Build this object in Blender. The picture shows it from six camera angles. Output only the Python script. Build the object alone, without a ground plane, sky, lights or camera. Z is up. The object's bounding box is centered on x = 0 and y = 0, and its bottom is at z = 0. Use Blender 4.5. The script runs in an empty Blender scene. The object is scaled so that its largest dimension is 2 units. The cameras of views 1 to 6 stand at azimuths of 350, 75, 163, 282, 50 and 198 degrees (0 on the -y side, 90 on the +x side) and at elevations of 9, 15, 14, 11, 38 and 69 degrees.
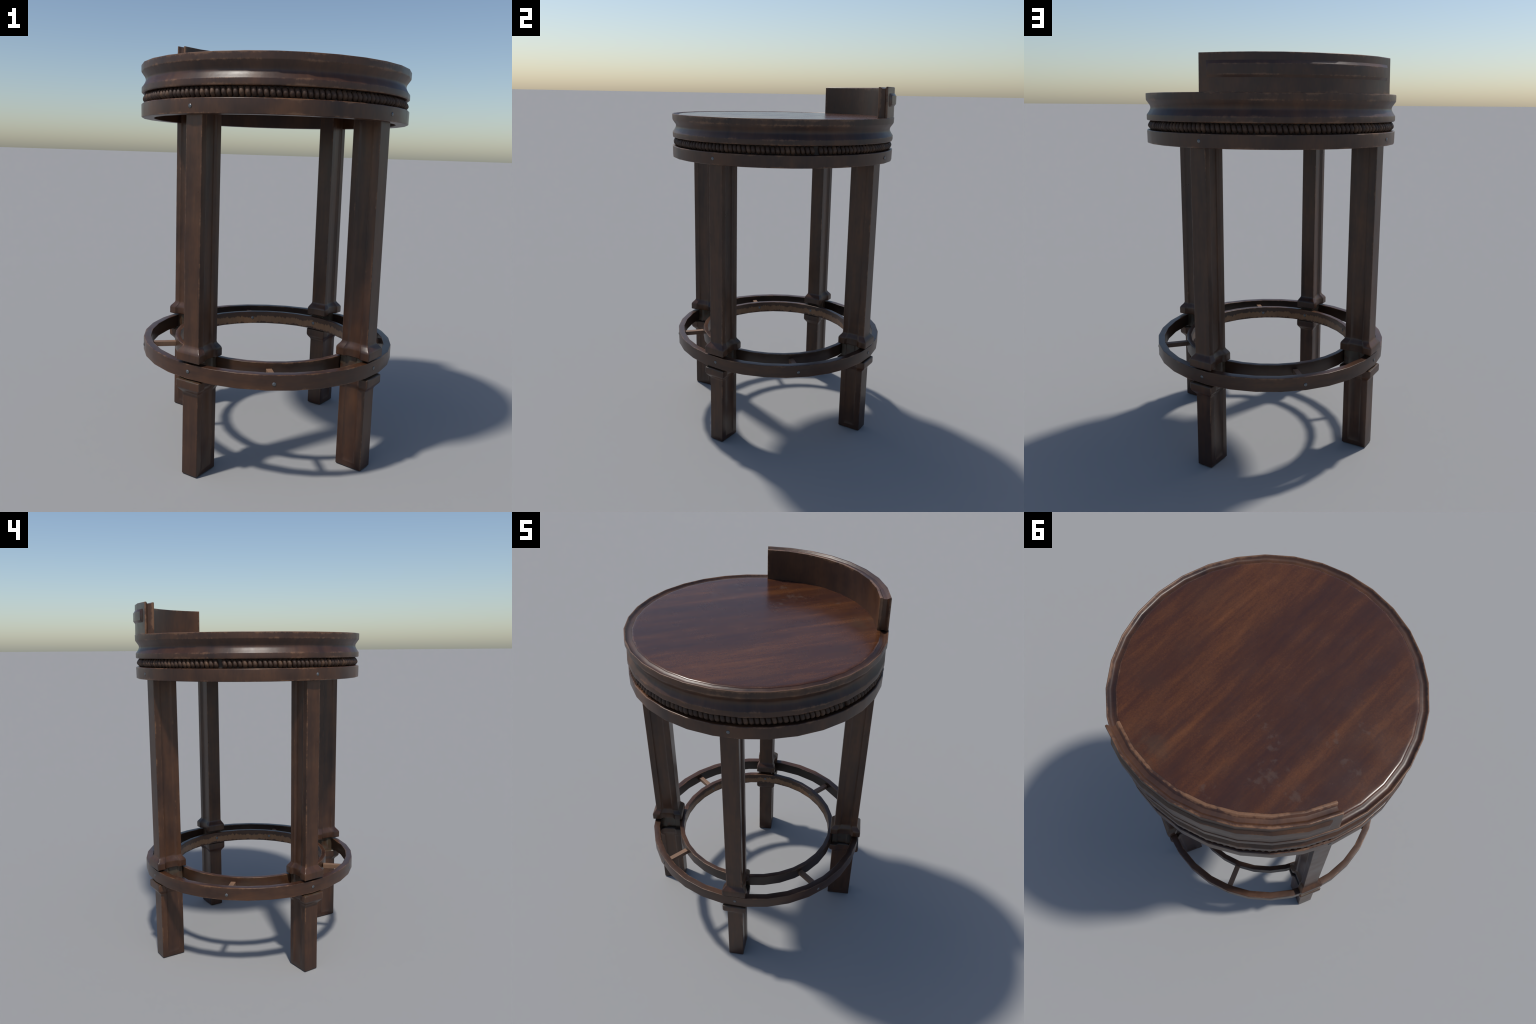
# A tall round wooden bar stool: turned seat with a low curved backrest, a bead
# trim, four panelled legs and a double-ring footrest with spokes and bolts.
import bpy, bmesh, math, random
from mathutils import Vector, Matrix

random.seed(7)
CY = -0.0025          # the seat axis sits a little forward of the box centre
SEG = 32              # the turned parts are faceted, 32 sides
PI = math.pi


def polar(r, az, z=0.0):
    """Azimuth 0 looks to -y, 90 to +x."""
    a = math.radians(az)
    return Vector((r * math.sin(a), -r * math.cos(a), z))


def facet(az):
    """How far a chord of the 32-sided rings falls inside their circle."""
    step = 360.0 / SEG
    d = (az % step) - step / 2
    return math.cos(PI / SEG) / math.cos(math.radians(d))


def smoothstep(t):
    t = max(0.0, min(1.0, t))
    return t * t * (3 - 2 * t)


# ---------------------------------------------------------------- materials
class Nodes:
    def __init__(self, name):
        self.mat = bpy.data.materials.new(name)
        self.mat.use_nodes = True
        self.t = self.mat.node_tree
        self.t.nodes.clear()

    def add(self, kind, **kw):
        n = self.t.nodes.new(kind)
        for k, v in kw.items():
            setattr(n, k, v)
        return n

    def link(self, a, b):
        self.t.links.new(a, b)

    def put(self, sock, v):
        if isinstance(v, bpy.types.NodeSocket):
            self.link(v, sock)
        else:
            sock.default_value = v

    def math(self, op, a, b=None, c=None, clamp=False):
        n = self.add('ShaderNodeMath', operation=op, use_clamp=clamp)
        for i, v in enumerate((a, b, c)):
            if v is not None:
                self.put(n.inputs[i], v)
        return n.outputs[0]

    def step(self, v, lo, hi):
        n = self.add('ShaderNodeMapRange', interpolation_type='SMOOTHSTEP')
        self.put(n.inputs['Value'], v)
        self.put(n.inputs['From Min'], lo)
        self.put(n.inputs['From Max'], hi)
        return n.outputs[0]

    def scale(self, vec, s, offset=None):
        n = self.add('ShaderNodeVectorMath', operation='MULTIPLY')
        self.put(n.inputs[0], vec)
        n.inputs[1].default_value = s
        out = n.outputs[0]
        if offset is not None:
            m = self.add('ShaderNodeVectorMath', operation='ADD')
            self.link(out, m.inputs[0])
            self.put(m.inputs[1], offset)
            out = m.outputs[0]
        return out

    def noise(self, vec, scale, detail=3, rough=0.55, dist=0.0):
        n = self.add('ShaderNodeTexNoise')
        self.link(vec, n.inputs['Vector'])
        n.inputs['Scale'].default_value = scale
        n.inputs['Detail'].default_value = detail
        n.inputs['Roughness'].default_value = rough
        n.inputs['Distortion'].default_value = dist
        return n.outputs['Fac']

    def ramp(self, fac, stops):
        n = self.add('ShaderNodeValToRGB')
        self.link(fac, n.inputs[0])
        e = n.color_ramp.elements
        while len(e) < len(stops):
            e.new(0.5)
        for el, (p, c) in zip(e, stops):
            el.position = p
            el.color = (*c, 1)
        return n.outputs[0]

    def mix(self, fac, a, b, blend='MIX'):
        n = self.add('ShaderNodeMix', data_type='RGBA', blend_type=blend)
        self.put(n.inputs[0], fac)
        for sock, v in ((n.inputs[6], a), (n.inputs[7], b)):
            self.put(sock, v if isinstance(v, bpy.types.NodeSocket) else (*v, 1))
        return n.outputs[2]


DARK = (0.0250, 0.0112, 0.0076)
BROWN = (0.0540, 0.0228, 0.0112)
WARM = (0.0950, 0.0385, 0.0152)
WORN = (0.27, 0.135, 0.068)


def corner_distance(k, a, b, points):
    """Distance in the (a, b) plane to the nearest of a few corner points."""
    best = None
    for pa, pb, *more in points:
        da, db = k.math('SUBTRACT', a, pa), k.math('SUBTRACT', b, pb)
        d = k.math('SQRT', k.math('ADD', k.math('MULTIPLY', da, da), k.math('MULTIPLY', db, db)))
        if more:      # less exposed edges count as further away
            d = k.math('ADD', d, more[0])
        best = d if best is None else k.math('MINIMUM', best, d)
    return best


def beyond(k, v, centre, half):
    """How far v lies outside the band centre +- half."""
    return k.math('MAXIMUM', k.math('SUBTRACT', k.math('ABSOLUTE', k.math('SUBTRACT', v, centre)), half), 0.0)


def wood(name, grain, tone=1.0, wear=None, wear_size=0.006, wear_mix=0.52, bias=0.0, rough=0.36, spin=0.0, extra=None, base=None, bump_k=1.0):
    """Stained wood. grain: 'polar' (turned parts: streaks run up the side),
    'ring' (bent wood: streaks run round), or a scale vector on object axes.
    wear: a function giving the distance to the nearest rubbed edge."""
    k = Nodes(name)
    co = k.add('ShaderNodeTexCoord').outputs['Object']
    rnd = k.add('ShaderNodeObjectInfo').outputs['Random']
    off = k.add('ShaderNodeCombineXYZ')
    k.link(k.math('MULTIPLY', rnd, 17.0), off.inputs[0])
    k.link(k.math('MULTIPLY', rnd, 9.0), off.inputs[2])
    sep = k.add('ShaderNodeSeparateXYZ')
    k.link(co, sep.inputs[0])
    x, y, z = sep.outputs
    rad = k.math('SQRT', k.math('ADD', k.math('MULTIPLY', x, x), k.math('MULTIPLY', y, y)))
    # radius measured to the facets instead of the circle
    step = 2 * PI / SEG
    ang = k.math('FLOORED_MODULO', k.math('ARCTAN2', x, y), step)
    flat = k.math('MULTIPLY', rad, k.math('DIVIDE', k.math('COSINE', k.math('SUBTRACT', ang, step / 2)), math.cos(step / 2)))
    if grain in ('polar', 'ring'):
        inv = k.math('DIVIDE', 0.6, k.math('MAXIMUM', rad, 0.05))
        vx, vy = k.math('MULTIPLY', x, inv), k.math('MULTIPLY', y, inv)
        c = k.add('ShaderNodeCombineXYZ')
        k.link(vx, c.inputs[0])
        k.link(vy, c.inputs[1])
        k.link(k.math('ADD', z, k.math('MULTIPLY', rad, 0.6)), c.inputs[2])
        s = (1.0, 1.0, 0.22) if grain == 'polar' else (0.25, 0.25, 1.6)
        gv = k.scale(c.outputs[0], s, off.outputs[0])
    else:
        v = co
        if spin:
            m = k.add('ShaderNodeMapping')
            m.inputs['Rotation'].default_value = (0, 0, spin)
            k.link(co, m.inputs['Vector'])
            v = m.outputs[0]
        gv = k.scale(v, grain, off.outputs[0])
    ov = k.scale(co, (1, 1, 1), off.outputs[0])
    g = dict(co=co, x=x, y=y, z=z, rad=rad, flat=flat, gv=gv, ov=ov)
    t = lambda c, m=1.0: tuple(v * tone * m for v in c)
    mottle = k.noise(ov, 9.0, 4, 0.6)
    fine = k.noise(gv, 120.0, 3, 0.6)
    if base:
        col = base(k, g)
    else:
        broad = k.noise(gv, 6.0, 3, 0.5, 0.3)
        streak = k.noise(gv, 22.0, 4, 0.6, 0.2)
        f = k.math('ADD', k.math('MULTIPLY', broad, 0.46), k.math('MULTIPLY', streak, 0.22))
        f = k.math('ADD', f, k.math('MULTIPLY', mottle, 0.24))
        f = k.math('ADD', f, k.math('MULTIPLY', fine, 0.10))
        col = k.ramp(f, [(0.38, t(DARK)), (0.51, t(BROWN)), (0.66, t(WARM))])
        pore = k.step(k.noise(gv, 260.0, 2, 0.5), 0.60, 0.72)
        col = k.mix(k.math('MULTIPLY', pore, 0.30), col, t(DARK, 0.7))
    if extra:
        col = extra(k, col, g)
    if wear:
        # edges rubbed down to the bare wood in irregular runs and chips
        d = wear(k, g)
        n1 = k.noise(ov, 8.0, 3, 0.55)
        n2 = k.noise(ov, 60.0, 4, 0.65)
        w = k.math('ADD', k.math('MULTIPLY', k.math('SUBTRACT', n1, 0.5), 5.0), k.math('MULTIPLY', k.math('SUBTRACT', n2, 0.5), 3.4))
        w = k.math('MULTIPLY', k.math('ADD', w, 0.30 + bias), wear_size)
        worn = k.step(k.math('SUBTRACT', w, d), -0.0022, 0.0040)
        halo = k.step(k.math('SUBTRACT', k.math('MULTIPLY', w, 2.2), d), -0.002, 0.012)
        col = k.mix(k.math('MULTIPLY', halo, 0.22), col, tuple(v * 0.62 for v in WORN))
        tint = k.mix(k.noise(ov, 150.0, 3, 0.6), tuple(v * 0.50 for v in WORN), WORN)
        col = k.mix(k.math('MULTIPLY', worn, wear_mix), col, tint)
    b = k.add('ShaderNodeBsdfPrincipled')
    k.link(col, b.inputs['Base Color'])
    k.link(k.math('ADD', k.math('MULTIPLY', mottle, 0.24), rough - 0.12), b.inputs['Roughness'])
    b.inputs['Specular IOR Level'].default_value = 0.5
    bump = k.add('ShaderNodeBump')
    bump.inputs['Strength'].default_value = 0.16 * bump_k
    bump.inputs['Distance'].default_value = 0.004
    dent = k.noise(ov, 22.0, 2, 0.5)
    h = k.math('ADD', k.math('MULTIPLY', dent, 1.0), k.math('MULTIPLY', fine, 0.06))
    k.link(h, bump.inputs['Height'])
    k.link(bump.outputs[0], b.inputs['Normal'])
    o = k.add('ShaderNodeOutputMaterial')
    k.link(b.outputs[0], o.inputs[0])
    return k.mat


# where each part is rubbed
def wear_points(*pts):
    return lambda k, g: corner_distance(k, g['flat'], g['z'], pts)


def wear_backrest(k, g):
    back = k.math('ARCTAN2', k.math('ABSOLUTE', g['x']), g['y'])
    e = k.math('MINIMUM', k.math('SUBTRACT', 2.0, g['z']), k.math('MULTIPLY', k.math('SUBTRACT', math.radians(45.4), back), 0.61))
    lips = None
    for r, half, depth in ((0.5875, 0.0030, 0.0040), (0.6355, 0.0022, 0.0012)):
        a, b = beyond(k, g['flat'], r, half), beyond(k, e, 0.0, depth)
        d = k.math('SQRT', k.math('ADD', k.math('MULTIPLY', a, a), k.math('MULTIPLY', b, b)))
        lips = d if lips is None else k.math('MINIMUM', lips, k.math('ADD', d, 0.0008))
    foot = k.math('ADD', corner_distance(k, g['flat'], g['z'], [(0.6395, 1.8372)]), 0.0035)
    return k.math('MINIMUM', lips, foot)


def wear_leg(k, g):
    ay = k.math('ABSOLUTE', g['y'])
    d = corner_distance(k, g['x'], ay, [(0.0, 0.0428), (-0.134, 0.0428), (0.0215, 0.0645)])
    for sx in (-0.0300, -0.1050):
        a, b = k.math('ABSOLUTE', k.math('SUBTRACT', g['x'], sx)), beyond(k, ay, 0.0428, 0.002)
        s = k.math('ADD', k.math('SQRT', k.math('ADD', k.math('MULTIPLY', a, a), k.math('MULTIPLY', b, b))), 0.0042)
        d = k.math('MINIMUM', d, s)
    return d


def seat_grain(k, g):
    """Broad soft bands along the board, warm on dark, with a fine even speckle."""
    a = k.noise(g['gv'], 3.3, 2, 0.5, 0.2)
    b = k.noise(g['gv'], 10.0, 3, 0.6, 0.15)
    c = k.noise(g['gv'], 34.0, 3, 0.6)
    s = k.noise(g['co'], 190.0, 2, 0.6)
    f = k.math('ADD', k.math('MULTIPLY', a, 0.44), k.math('MULTIPLY', b, 0.30))
    f = k.math('ADD', f, k.math('MULTIPLY', c, 0.14))
    f = k.math('ADD', f, k.math('MULTIPLY', s, 0.20))
    return k.ramp(f, [(0.430, (0.039, 0.0142, 0.0088)), (0.532, (0.055, 0.0190, 0.0082)), (0.622, (0.086, 0.0300, 0.0100)), (0.722, (0.125, 0.0450, 0.0140))])


def seat_scuffs(k, col, g):
    """Pale haze: small rubbed flecks in loose clusters on the back half, and
    a dull bloom along the inside of the backrest."""
    total = None
    for cx, cy, r in ((-0.06, 0.16, 0.09), (-0.10, 0.23, 0.08), (-0.33, 0.13, 0.07), (-0.41, 0.05, 0.06), (-0.14, 0.36, 0.12),
                      (-0.42, 0.22, 0.08), (-0.27, 0.40, 0.07), (0.06, 0.50, 0.08)):
        dx, dy = k.math('SUBTRACT', g['x'], cx), k.math('SUBTRACT', g['y'], cy)
        d = k.math('SQRT', k.math('ADD', k.math('MULTIPLY', dx, dx), k.math('MULTIPLY', dy, dy)))
        m = k.math('SUBTRACT', 1.0, k.step(d, 0.0, r))
        total = m if total is None else k.math('MAXIMUM', total, m)
    n = k.noise(g['ov'], 34.0, 2, 0.5)
    m = k.step(k.math('ADD', n, k.math('MULTIPLY', total, 0.22)), 0.66, 0.84)
    m = k.math('MULTIPLY', m, k.step(total, 0.02, 0.35))
    col = k.mix(k.math('MULTIPLY', m, 0.36), col, (0.090, 0.062, 0.048))
    haze = k.step(k.noise(g['ov'], 4.0, 4, 0.6), 0.50, 0.75)
    # a dull bloom where the seat meets the right end of the backrest
    dx, dy = k.math('SUBTRACT', g['x'], 0.33), k.math('SUBTRACT', g['y'], 0.42)
    d = k.math('SQRT', k.math('ADD', k.math('MULTIPLY', dx, dx), k.math('MULTIPLY', dy, dy)))
    bloom = k.math('MULTIPLY', k.math('SUBTRACT', 1.0, k.step(d, 0.0, 0.17)), k.step(k.noise(g['ov'], 16.0, 3), 0.3, 0.65))
    col = k.mix(k.math('MULTIPLY', bloom, 0.45), col, (0.060, 0.041, 0.027))
    return k.mix(k.math('MULTIPLY', haze, 0.30), col, (0.050, 0.0235, 0.0125))


def foot_grime(k, col, g):
    """Dark damp-looking stain towards the floor and in streaks above it."""
    n = k.noise(g['gv'], 14.0, 3, 0.6)
    low = k.math('SUBTRACT', 1.0, k.step(k.math('ADD', g['z'], k.math('MULTIPLY', n, 0.14)), 0.06, 0.24))
    col = k.mix(k.math('MULTIPLY', low, 0.55), col, (0.020, 0.0085, 0.0065))
    dust = k.step(k.noise(g['ov'], 7.0, 4, 0.65), 0.52, 0.75)
    col = k.mix(k.math('MULTIPLY', dust, 0.22), col, (0.046, 0.030, 0.020))
    neck = k.math('MULTIPLY', k.step(g['z'], 0.440, 0.456), k.math('SUBTRACT', 1.0, k.step(g['z'], 0.530, 0.545)))
    return k.mix(k.math('MULTIPLY', neck, k.step(k.noise(g['ov'], 30.0, 3), 0.30, 0.60)), col, (0.060, 0.044, 0.028))


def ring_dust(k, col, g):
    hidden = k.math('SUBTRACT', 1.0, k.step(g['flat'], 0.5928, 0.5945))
    col = k.mix(k.math('MULTIPLY', hidden, 0.65), col, (0.012, 0.0075, 0.0055))  # inner face blackened in the base colour to show the ring's shade
    n = k.step(k.noise(g['ov'], 11.0, 4, 0.65), 0.45, 0.68)
    n = k.math('MULTIPLY', n, k.math('SUBTRACT', 1.0, hidden))
    return k.mix(k.math('MULTIPLY', n, 0.22), col, (0.060, 0.034, 0.022))


def inner_ring_rub(k, col, g):
    """Bare stripe rubbed round the inside of the inner ring, ragged top and
    bottom; the hidden outer side is dusty."""
    out = k.step(g['flat'], 0.4705, 0.4715)
    dusty = k.math('MULTIPLY', out, k.step(k.noise(g['ov'], 9.0, 4, 0.6), 0.30, 0.62))
    col = k.mix(k.math('MULTIPLY', dusty, 0.40), col, (0.044, 0.033, 0.022))
    inside = k.math('SUBTRACT', 1.0, k.step(g['flat'], 0.447, 0.4485))
    v = k.scale(g['co'], (1, 1, 0.10))
    n = k.math('ADD', k.math('MULTIPLY', k.noise(v, 55.0, 4, 0.75), 0.8), k.math('MULTIPLY', k.noise(v, 14.0, 2), 0.4))
    zz = k.math('ADD', g['z'], k.math('MULTIPLY', k.math('SUBTRACT', n, 0.60), 0.060))
    band = k.math('MULTIPLY', k.step(zz, 0.4640, 0.4690), k.math('SUBTRACT', 1.0, k.step(zz, 0.4970, 0.5050)))
    tint = k.mix(k.noise(v, 40.0), (0.15, 0.070, 0.031), (0.27, 0.142, 0.065))
    return k.mix(k.math('MULTIPLY', k.math('MULTIPLY', band, inside), 0.9), col, tint)


def plain(name, color, rough, metallic=0.0, var=0.3, scale=40.0):
    k = Nodes(name)
    co = k.add('ShaderNodeTexCoord').outputs['Object']
    n = k.noise(co, scale, 3, 0.6)
    c = k.mix(n, tuple(v * (1 - var) for v in color), tuple(v * (1 + var) for v in color))
    b = k.add('ShaderNodeBsdfPrincipled')
    k.link(c, b.inputs['Base Color'])
    b.inputs['Roughness'].default_value = rough
    b.inputs['Metallic'].default_value = metallic
    o = k.add('ShaderNodeOutputMaterial')
    k.link(b.outputs[0], o.inputs[0])
    return k.mat


M_SEAT = wood('seat_wood', (0.30, 2.2, 1.0), wear=wear_points((0.6005, 1.8335)), wear_size=0.003, bias=-0.35, rough=0.25, spin=-math.radians(68), extra=seat_scuffs, base=seat_grain, bump_k=0.5)
M_RIM = wood('rim_wood', 'polar', wear=wear_points((0.6400, 1.8362, -0.0028), (0.6420, 1.8045, 0.0032), (0.6400, 1.7340, 0.0036), (0.6400, 1.7082, 0.0008)), bias=0.1, wear_mix=0.46, rough=0.40)
M_BACK = wood('backrest_wood', 'polar', wear=wear_backrest, bias=0.15, wear_mix=0.62)
M_PANEL = wood('raised_panel_wood', 'polar', wear=wear_points((0.6480, 1.9530), (0.6485, 1.9085)), wear_size=0.004, bias=-0.1)
M_APRON = wood('apron_wood', 'polar', wear=wear_points((0.6415, 1.6590), (0.6415, 1.5960)))
M_LEG = wood('leg_wood', (2.0, 2.0, 0.24), wear=wear_leg, wear_size=0.0042, bias=-0.15, rough=0.33, extra=foot_grime)
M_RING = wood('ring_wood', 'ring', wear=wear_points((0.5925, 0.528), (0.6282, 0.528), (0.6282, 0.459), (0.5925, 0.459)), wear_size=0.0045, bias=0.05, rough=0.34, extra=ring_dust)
M_INNER = wood('inner_ring_wood', 'ring', tone=0.95, wear=wear_points((0.4460, 0.528), (0.4720, 0.528)), wear_size=0.0045, extra=inner_ring_rub)
M_SPOKE = plain('bare_wood', (0.20, 0.116, 0.070), 0.55, scale=30.0)
M_STEEL = plain('steel', (0.15, 0.155, 0.16), 0.36, metallic=0.75)
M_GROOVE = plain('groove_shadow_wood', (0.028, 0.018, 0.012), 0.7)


def bead_wood():
    k = Nodes('bead_wood')
    co = k.add('ShaderNodeTexCoord').outputs['Object']
    rnd = k.add('ShaderNodeObjectInfo').outputs['Random']
    base = k.ramp(rnd, [(0.0, (0.050, 0.028, 0.018)), (0.6, (0.072, 0.040, 0.025)), (1.0, (0.118, 0.064, 0.036))])
    n = k.noise(co, 60.0, 3, 0.6)
    col = k.mix(k.step(n, 0.35, 0.7), base, k.mix(0.5, base, (0.02, 0.012, 0.01)))
    b = k.add('ShaderNodeBsdfPrincipled')
    k.link(col, b.inputs['Base Color'])
    b.inputs['Roughness'].default_value = 0.58
    b.inputs['Specular IOR Level'].default_value = 0.3
    o = k.add('ShaderNodeOutputMaterial')
    k.link(b.outputs[0], o.inputs[0])
    return k.mat


M_BEAD = bead_wood()


# ---------------------------------------------------------------- mesh tools
def make_object(name, bm, mats, parent=None, loc=(0, 0, 0), sharp=50, weighted=True):
    bmesh.ops.recalc_face_normals(bm, faces=bm.faces)
    for f in bm.faces:
        f.smooth = True
    for e in bm.edges:
        if len(e.link_faces) == 2 and e.calc_face_angle(0) > math.radians(sharp):
            e.smooth = False
    me = bpy.data.meshes.new(name)
    bm.to_mesh(me)
    bm.free()
    for m in mats:
        me.materials.append(m)
    return place(name, me, parent, loc, weighted)


def place(name, me, parent=None, loc=(0, 0, 0), weighted=True):
    ob = bpy.data.objects.new(name, me)
    bpy.context.scene.collection.objects.link(ob)
    ob.location = loc
    if parent:
        ob.parent = parent
    if weighted:
        w = ob.modifiers.new('weighted', 'WEIGHTED_NORMAL')
        w.keep_sharp = True
        w.weight = 60
    return ob


def lathe(bm, profile, closed=True, mat=0):
    """Turn a (radius, z) profile round the axis in 32 facets."""
    rings = []
    for i in range(SEG):
        rings.append([bm.verts.new(polar(r, 360.0 * i / SEG, z)) for r, z in profile])
    n = len(profile)
    for i in range(SEG):
        a, b = rings[i], rings[(i + 1) % SEG]
        for j in range(n if closed else n - 1):
            f = bm.faces.new((a[j], b[j], b[(j + 1) % n], a[(j + 1) % n]))
            f.material_index = mat
    return rings


def rounded_box_profile(r0, r1, z0, z1, c):
    return [(r0 + c, z0), (r1 - c, z0), (r1, z0 + c), (r1, z1 - c), (r1 - c, z1), (r0 + c, z1), (r0, z1 - c), (r0, z0 + c)]


# ---------------------------------------------------------------- root
stool = bpy.data.objects.new('bar_stool', None)
bpy.context.scene.collection.objects.link(stool)
stool['label'] = 'tall round dark wooden bar stool with low curved backrest and ring footrest'
stool['category'] = 'bar stool'
AXIS = (0, CY, 0)

# ---------------------------------------------------------------- seat
Z_SEAT = 1.8345
bm = bmesh.new()
rings = lathe(bm, [(0.606, 1.812), (0.6060, 1.8285), (0.6040, 1.8310), (0.6010, 1.8326), (0.5975, 1.8338), (0.592, 1.8344), (0.582, Z_SEAT), (0.45, Z_SEAT), (0.25, Z_SEAT), (0.08, Z_SEAT)], closed=False)
bm.faces.new([r[-1] for r in rings])
bm.faces.new([r[0] for r in reversed(rings)])
make_object('seat', bm, [M_SEAT], stool, AXIS, sharp=80)

bm = bmesh.new()
rim = [(0.600, 1.8250), (0.6040, 1.8296), (0.6055, 1.8298), (0.6110, 1.8268), (0.6160, 1.8250), (0.6205, 1.8243), (0.6255, 1.8248), (0.6300, 1.8276), (0.6340, 1.8326), (0.6365, 1.8354),
       (0.6390, 1.8363), (0.6412, 1.8356), (0.6422, 1.8338),
       (0.6422, 1.8065), (0.6410, 1.8025), (0.6320, 1.7895), (0.6250, 1.7800), (0.6222, 1.7720), (0.6222, 1.7650),
       (0.6250, 1.7575), (0.6320, 1.7455), (0.6390, 1.7365), (0.6408, 1.7325), (0.6412, 1.7120), (0.6395, 1.7078), (0.6350, 1.7060), (0.600, 1.7060)]
lathe(bm, rim)
make_object('seat_rim', bm, [M_RIM], stool, AXIS)

# apron: a hoop under the beads, open below
bm = bmesh.new()
lathe(bm, [(0.5845, 1.7050), (0.5845, 1.5985), (0.5870, 1.5955), (0.6380, 1.5955), (0.6415, 1.5985), (0.6420, 1.6560), (0.6400, 1.6590), (0.6360, 1.6600), (0.600, 1.6600), (0.600, 1.7050)])
apron = make_object('apron', bm, [M_APRON], stool, AXIS)
bm = bmesh.new()
rings = lathe(bm, [(0.5855, 1.692), (0.5855, 1.7055)], closed=False)
bm.faces.new([r[0] for r in rings])
bm.faces.new([r[1] for r in reversed(rings)])
make_object('seat_underside', bm, [M_APRON], stool, AXIS)

# bead trim: two runs of tilted oval beads, with a small gap at each side
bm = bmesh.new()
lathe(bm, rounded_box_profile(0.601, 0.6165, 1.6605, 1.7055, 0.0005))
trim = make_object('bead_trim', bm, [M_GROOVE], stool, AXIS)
bm = bmesh.new()
bmesh.ops.create_uvsphere(bm, u_segments=16, v_segments=14, radius=1.0)
for v in bm.verts:
    # radial = x, tangential = y, height = z; an oval that swells to a ridge a
    # little below mid height and falls back towards both ends
    h = v.co.z
    w = math.sqrt(max(0.0, 1 - abs(h) ** 3.4))
    r = math.hypot(v.co.x, v.co.y)
    if r > 1e-6:
        v.co.x *= w / r
        v.co.y *= w / r
    ridge = abs(h + 0.14) / (1.14 if h > -0.14 else 0.86)
    v.co.x *= 0.0070 + 0.0110 * (1 - ridge ** 1.35)
    v.co.y *= 0.0124
    v.co.z = h * 0.0230
for f in bm.faces:
    f.smooth = True
bead_mesh = bpy.data.meshes.new('bead')
bm.to_mesh(bead_mesh)
bm.free()
bead_mesh.materials.append(M_BEAD)
PITCH, RUN = 2.284, 78
first = None
for half in (90.0, 270.0):
    for i in range(RUN):
        az = half + 2.05 + PITCH * i + random.uniform(-0.10, 0.10)
        ob = bpy.data.objects.new('bead', bead_mesh)
        bpy.context.scene.collection.objects.link(ob)
        ob.parent = trim
        ob.location = polar(0.6198 * facet(az) + random.uniform(-0.0008, 0.0008), az, 1.6828 + random.uniform(-0.0008, 0.0008))
        rot = Matrix.Rotation(math.radians(az - 90), 4, 'Z') @ Matrix.Rotation(math.radians(14 + random.uniform(-3.5, 3.5)), 4, 'X')
        ob.rotation_euler = rot.to_euler()
        s = random.uniform(0.95, 1.04)
        ob.scale = (1, s, random.uniform(0.96, 1.0))

# ---------------------------------------------------------------- backrest
R_IN, R_OUT, HALF = 0.5845, 0.6395, 45.4
Z_BOT, Z_TOP = 1.8336, 2.0
# (radius, inset): the lip, cove, lip moulding that runs up both ends and along the top
edge = [(R_IN, 0.0045), (R_IN + 0.0012, 0.0030), (R_IN + 0.004, 0.0022), (R_IN + 0.0100, 0.0022), (R_IN + 0.0120, 0.0030), (R_IN + 0.0185, 0.0088),
        (R_IN + 0.0210, 0.0097), (R_IN + 0.0345, 0.0100), (R_IN + 0.0370, 0.0090), (R_IN + 0.0435, 0.0020), (R_IN + 0.0460, 0.0002), (R_OUT - 0.0035, 0.0),
        (R_OUT - 0.0010, 0.0012), (R_OUT, 0.0035)]
STEPS = 8   # facets of the arc, on the 32-side grid
bm = bmesh.new()


def arc_points(r, inset, z):
    """Points on the faceted arc, between the (inset) ends."""
    h = HALF - math.degrees(inset / r)
    az = [180 - h] + [180 - 45 + 11.25 * i for i in range(1, STEPS)] + [180 + h]
    return [polar(r * (facet(a) if 0 < i < STEPS else 1.0), a, z) for i, a in enumerate(az)]


def lean(r, z):
    # the slab leans in by a few millimetres towards the top
    return r - 0.004 * (z - Z_BOT) / (Z_TOP - Z_BOT)


loops = []
for r, d in edge:
    top = [bm.verts.new(p) for p in arc_points(lean(r, Z_TOP), d, Z_TOP - d)]
    bot = [bm.verts.new(p) for p in arc_points(r, d, Z_BOT + (0.0046 if r > R_OUT - 0.0005 else 0.0))]
    loops.append((top, bot))
for (t0, b0), (t1, b1) in zip(loops, loops[1:]):
    for i in range(STEPS):
        bm.faces.new((t0[i], t0[i + 1], t1[i + 1], t1[i]))
        bm.faces.new((b0[i], b0[i + 1], b1[i + 1], b1[i]))
    bm.faces.new((b0[0], t0[0], t1[0], b1[0]))
    bm.faces.new((b0[-1], t0[-1], t1[-1], b1[-1]))
for t, b in (loops[0], loops[-1]):
    for i in range(STEPS):
        bm.faces.new((t[i], t[i + 1], b[i + 1], b[i]))
back = make_object('backrest', bm, [M_BACK], stool, AXIS, sharp=42)

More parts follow.
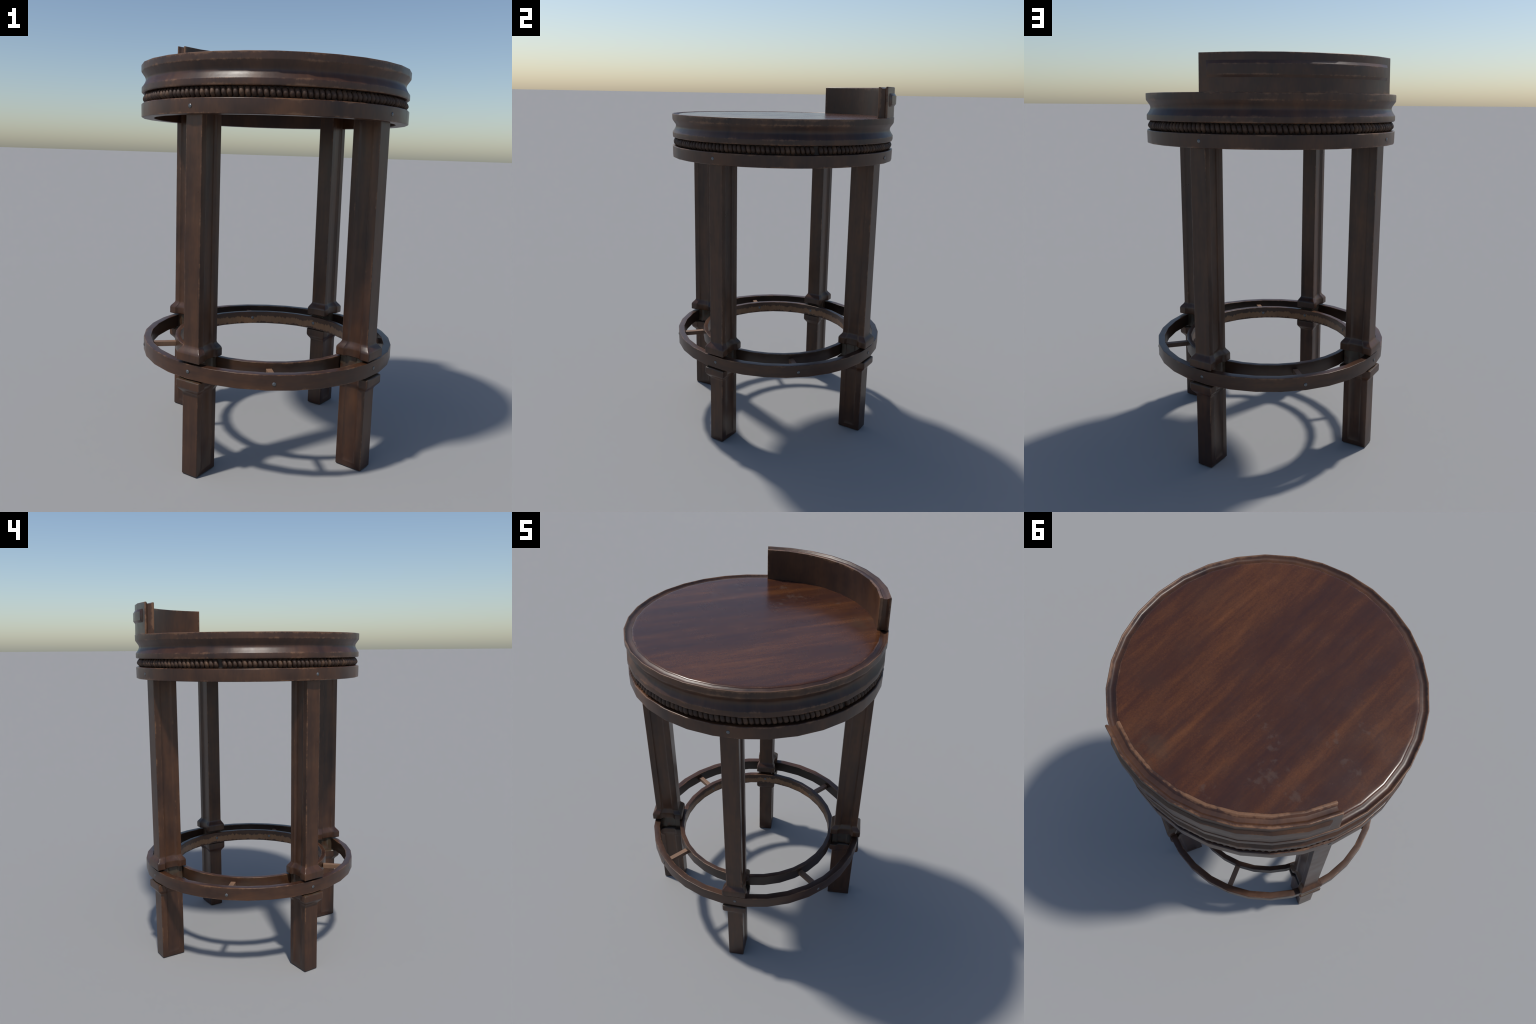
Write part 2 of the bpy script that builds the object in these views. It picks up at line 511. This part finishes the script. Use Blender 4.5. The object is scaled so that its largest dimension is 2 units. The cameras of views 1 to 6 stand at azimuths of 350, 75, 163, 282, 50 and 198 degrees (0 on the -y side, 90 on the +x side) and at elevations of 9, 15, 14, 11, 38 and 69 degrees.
# raised field on the outside of the backrest, with sloping sides
bm = bmesh.new()
P_AZ = 41.9
SLOPE = [(0.0, 0.0, 0.0, -0.004), (0.0, 0.0, 0.0, 0.0004), (1.10, 0.0105, 0.0120, 0.0085), (1.28, 0.0120, 0.0140, 0.0100)]
loops = []
for daz, dlow, dtop, out in SLOPE:
    h = P_AZ - daz
    az = [180 - h] + [180 - 45 + 11.25 * i for i in range(1, STEPS)] + [180 + h]
    lo, hi = [], []
    for a in az:
        z0, z1 = 1.8965 + dlow, 1.9665 - dtop
        lo.append(bm.verts.new(polar((lean(R_OUT, z0) + out) * facet(a), a, z0)))
        hi.append(bm.verts.new(polar((lean(R_OUT, z1) + out) * facet(a), a, z1)))
    loops.append((lo, hi))
for (l0, h0), (l1, h1) in zip(loops, loops[1:]):
    for i in range(STEPS):
        bm.faces.new((l0[i], l0[i + 1], l1[i + 1], l1[i]))
        bm.faces.new((h0[i], h0[i + 1], h1[i + 1], h1[i]))
    bm.faces.new((l0[0], l1[0], h1[0], h0[0]))
    bm.faces.new((l0[-1], l1[-1], h1[-1], h0[-1]))
lo, hi = loops[-1]
for i in range(STEPS):
    bm.faces.new((lo[i], lo[i + 1], hi[i + 1], hi[i]))
make_object('raised_panel', bm, [M_PANEL], back, (0, 0, 0), sharp=50)

# ---------------------------------------------------------------- legs
LEGS = ((-44.3, -43.8), (39.8, 41.0), (131.5, 132.7), (-136.4, -136.5))   # place, facing


def leg_section(ro, ri, wo, wi, rec, c):
    """Closed outline in (radial, tangential): plain outer and inner faces,
    sides with a sunk panel between two flat stiles."""
    side = []
    span = ro - ri
    def w_at(u):          # half width from outer (0) to inner (1)
        return 0.5 * (wo + (wi - wo) * u)
    for u, d in ((0.235, 0.0), (0.255, 0.0012), (0.34, rec), (0.68, rec), (0.755, 0.0012), (0.775, 0.0)):
        side.append((ro - u * span, w_at(u) - d))
    plus = [(ro, wo / 2 - c), (ro - c, wo / 2)] + side + [(ri + c, wi / 2), (ri, wi / 2 - c)]
    minus = [(r, -t) for r, t in reversed(plus)]
    return plus + minus


RO, RI, W = 0.6125, 0.4785, 0.0855
FO, FI, FWO, FWI = 0.6345, 0.4570, 0.1300, 0.1180
NO, NI, NW = 0.5905, 0.4740, 0.0760
REC = 0.0095
levels = []


def level(z, ro, ri, wo, wi, rec, c):
    levels.append((z, ro, ri, wo, wi, rec, c))


def flare(z, f, rec=REC, c=0.003):
    c = 0.003 + 0.0025 * f
    m = lambda a, b: a + (b - a) * f
    level(z, m(RO, FO), m(RI, FI), m(W, FWO), m(W, FWI), m(rec, rec + 0.0045), c)


level(0.0, RO - 0.003, RI + 0.003, W - 0.006, W - 0.006, 0.0002, 0.003)
level(0.003, RO, RI, W, W, 0.0002, 0.003)
level(0.024, RO, RI, W, W, 0.0002, 0.003)
level(0.028, RO, RI, W, W, 0.0010, 0.003)
level(0.050, RO, RI, W, W, REC - 0.002, 0.003)
level(0.120, RO, RI, W, W, REC, 0.003)
level(0.372, RO, RI, W, W, REC, 0.003)
for i in range(0, 7):
    t = i / 6
    flare(0.383 + 0.036 * t, smoothstep(t))
flare(0.4475, 1.0)
level(0.4505, FO - 0.0012, FI + 0.0012, FWO - 0.0024, FWI - 0.0024, REC + 0.0045, 0.003)
level(0.4535, FO - 0.006, FI + 0.006, FWO - 0.012, FWI - 0.012, REC + 0.0045, 0.003)
level(0.4537, NO, NI, NW, NW, REC - 0.003, 0.002)
level(0.5378, NO, NI, NW, NW, REC - 0.003, 0.002)
level(0.5380, FO - 0.004, FI + 0.004, FWO - 0.008, FWI - 0.008, REC + 0.0045, 0.003)
level(0.5405, FO - 0.001, FI + 0.001, FWO - 0.002, FWI - 0.002, REC + 0.0045, 0.003)
flare(0.5435, 1.0)
for i in range(0, 7):
    t = i / 6
    flare(0.5715 + 0.037 * t, 1 - smoothstep(t))
level(0.622, RO, RI, W, W, REC, 0.003)
level(1.0, RO, RI, W, W, REC, 0.003)
level(1.6590, RO, RI, W, W, REC, 0.003)
bm = bmesh.new()
rows = []
for z, ro, ri, wo, wi, rec, c in levels:
    rows.append([bm.verts.new((r, t, z)) for r, t in leg_section(ro, ri, wo, wi, rec, c)])
n = len(rows[0])
for a, b in zip(rows, rows[1:]):
    for j in range(n):
        bm.faces.new((a[j], a[(j + 1) % n], b[(j + 1) % n], b[j]))
bm.faces.new(list(reversed(rows[0])))
bm.faces.new(rows[-1])
# local x = outward; shift so that the outer face is at x = RO and turn about it
for v in bm.verts:
    v.co.x -= RO
leg0 = None
for where, facing in LEGS:
    loc = polar(RO, where)
    loc.y += CY
    if leg0 is None:
        leg0 = make_object('leg', bm, [M_LEG], stool, loc, sharp=50)
        ob = leg0
    else:
        ob = place('leg', leg0.data, stool, loc)
    ob.rotation_euler = (0, 0, math.radians(facing - 90))

# ---------------------------------------------------------------- footrest
Z0, Z1 = 0.4590, 0.5280
bm = bmesh.new()
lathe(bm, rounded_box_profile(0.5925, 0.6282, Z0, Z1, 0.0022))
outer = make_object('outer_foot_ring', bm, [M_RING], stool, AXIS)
bm = bmesh.new()
lathe(bm, rounded_box_profile(0.4460, 0.4720, Z0, Z1, 0.0022))
inner = make_object('inner_foot_ring', bm, [M_INNER], stool, AXIS)

SPOKES = ((-0.0815, -1, 0, -8.2), (-0.055, 0, 1, 84.6), (0.004, 1, 0, 179.7), (-0.012, 0, -1, -88.8))
bm = bmesh.new()
bmesh.ops.create_cube(bm, size=1.0)
bmesh.ops.scale(bm, verts=bm.verts, vec=(0.1300, 0.0270, 0.0240))
bmesh.ops.bevel(bm, geom=list(bm.edges), offset=0.0012, segments=1, affect='EDGES')
spoke_mesh = None
for off, sy, sx, az in SPOKES:
    if sy:
        loc = (off, sy * 0.531 if sy < 0 else 0.531, 0.4905)
        turn = PI / 2
    else:
        loc = (sx * 0.531, off, 0.4905)
        turn = 0.0
    if spoke_mesh is None:
        ob = make_object('spoke', bm, [M_SPOKE], outer, loc)
        spoke_mesh = ob.data
    else:
        ob = place('spoke', spoke_mesh, outer, loc)
    ob.rotation_euler = (0, 0, turn)

# ---------------------------------------------------------------- bolts
bm = bmesh.new()
dome = [(0.0098, -0.002), (0.0096, 0.0004), (0.0082, 0.0006), (0.0076, 0.0012), (0.0060, 0.0022), (0.0034, 0.0030)]
rows = []
for r, h in dome:
    rows.append([bm.verts.new((h, r * math.cos(2 * PI * i / 16), r * math.sin(2 * PI * i / 16))) for i in range(16)])
for a, b in zip(rows, rows[1:]):
    for j in range(16):
        f = bm.faces.new((a[j], a[(j + 1) % 16], b[(j + 1) % 16], b[j]))
        f.material_index = 1 if a is rows[0] or a is rows[1] else 0
bm.faces.new(rows[-1])
bolt_mesh = None


def bolt(parent, r, az, z, inward=False):
    global bolt_mesh
    loc = polar(r * facet(az), az, z)
    if bolt_mesh is None:
        ob = make_object('bolt', bm, [M_STEEL, M_GROOVE], parent, loc, sharp=60, weighted=False)
        bolt_mesh = ob.data
    else:
        ob = place('bolt', bolt_mesh, parent, loc, weighted=False)
    ob.rotation_euler = (0, 0, math.radians(az - 90 + (180 if inward else 0)))


for az in (-44.2, 40.1, 134.3, -136.3):
    bolt(apron, 0.6418, az, 1.6268)
for az in (-44.6, 40.2, 132.0, -136.3):
    bolt(outer, 0.6282, az, 0.4935)
    bolt(inner, 0.4460, az, 0.4925, True)
for off, sy, sx, az in SPOKES:
    bolt(outer, 0.6282, az, 0.4880)
    bolt(inner, 0.4460, az if sy >= 0 else az - 1.6, 0.4920, True)
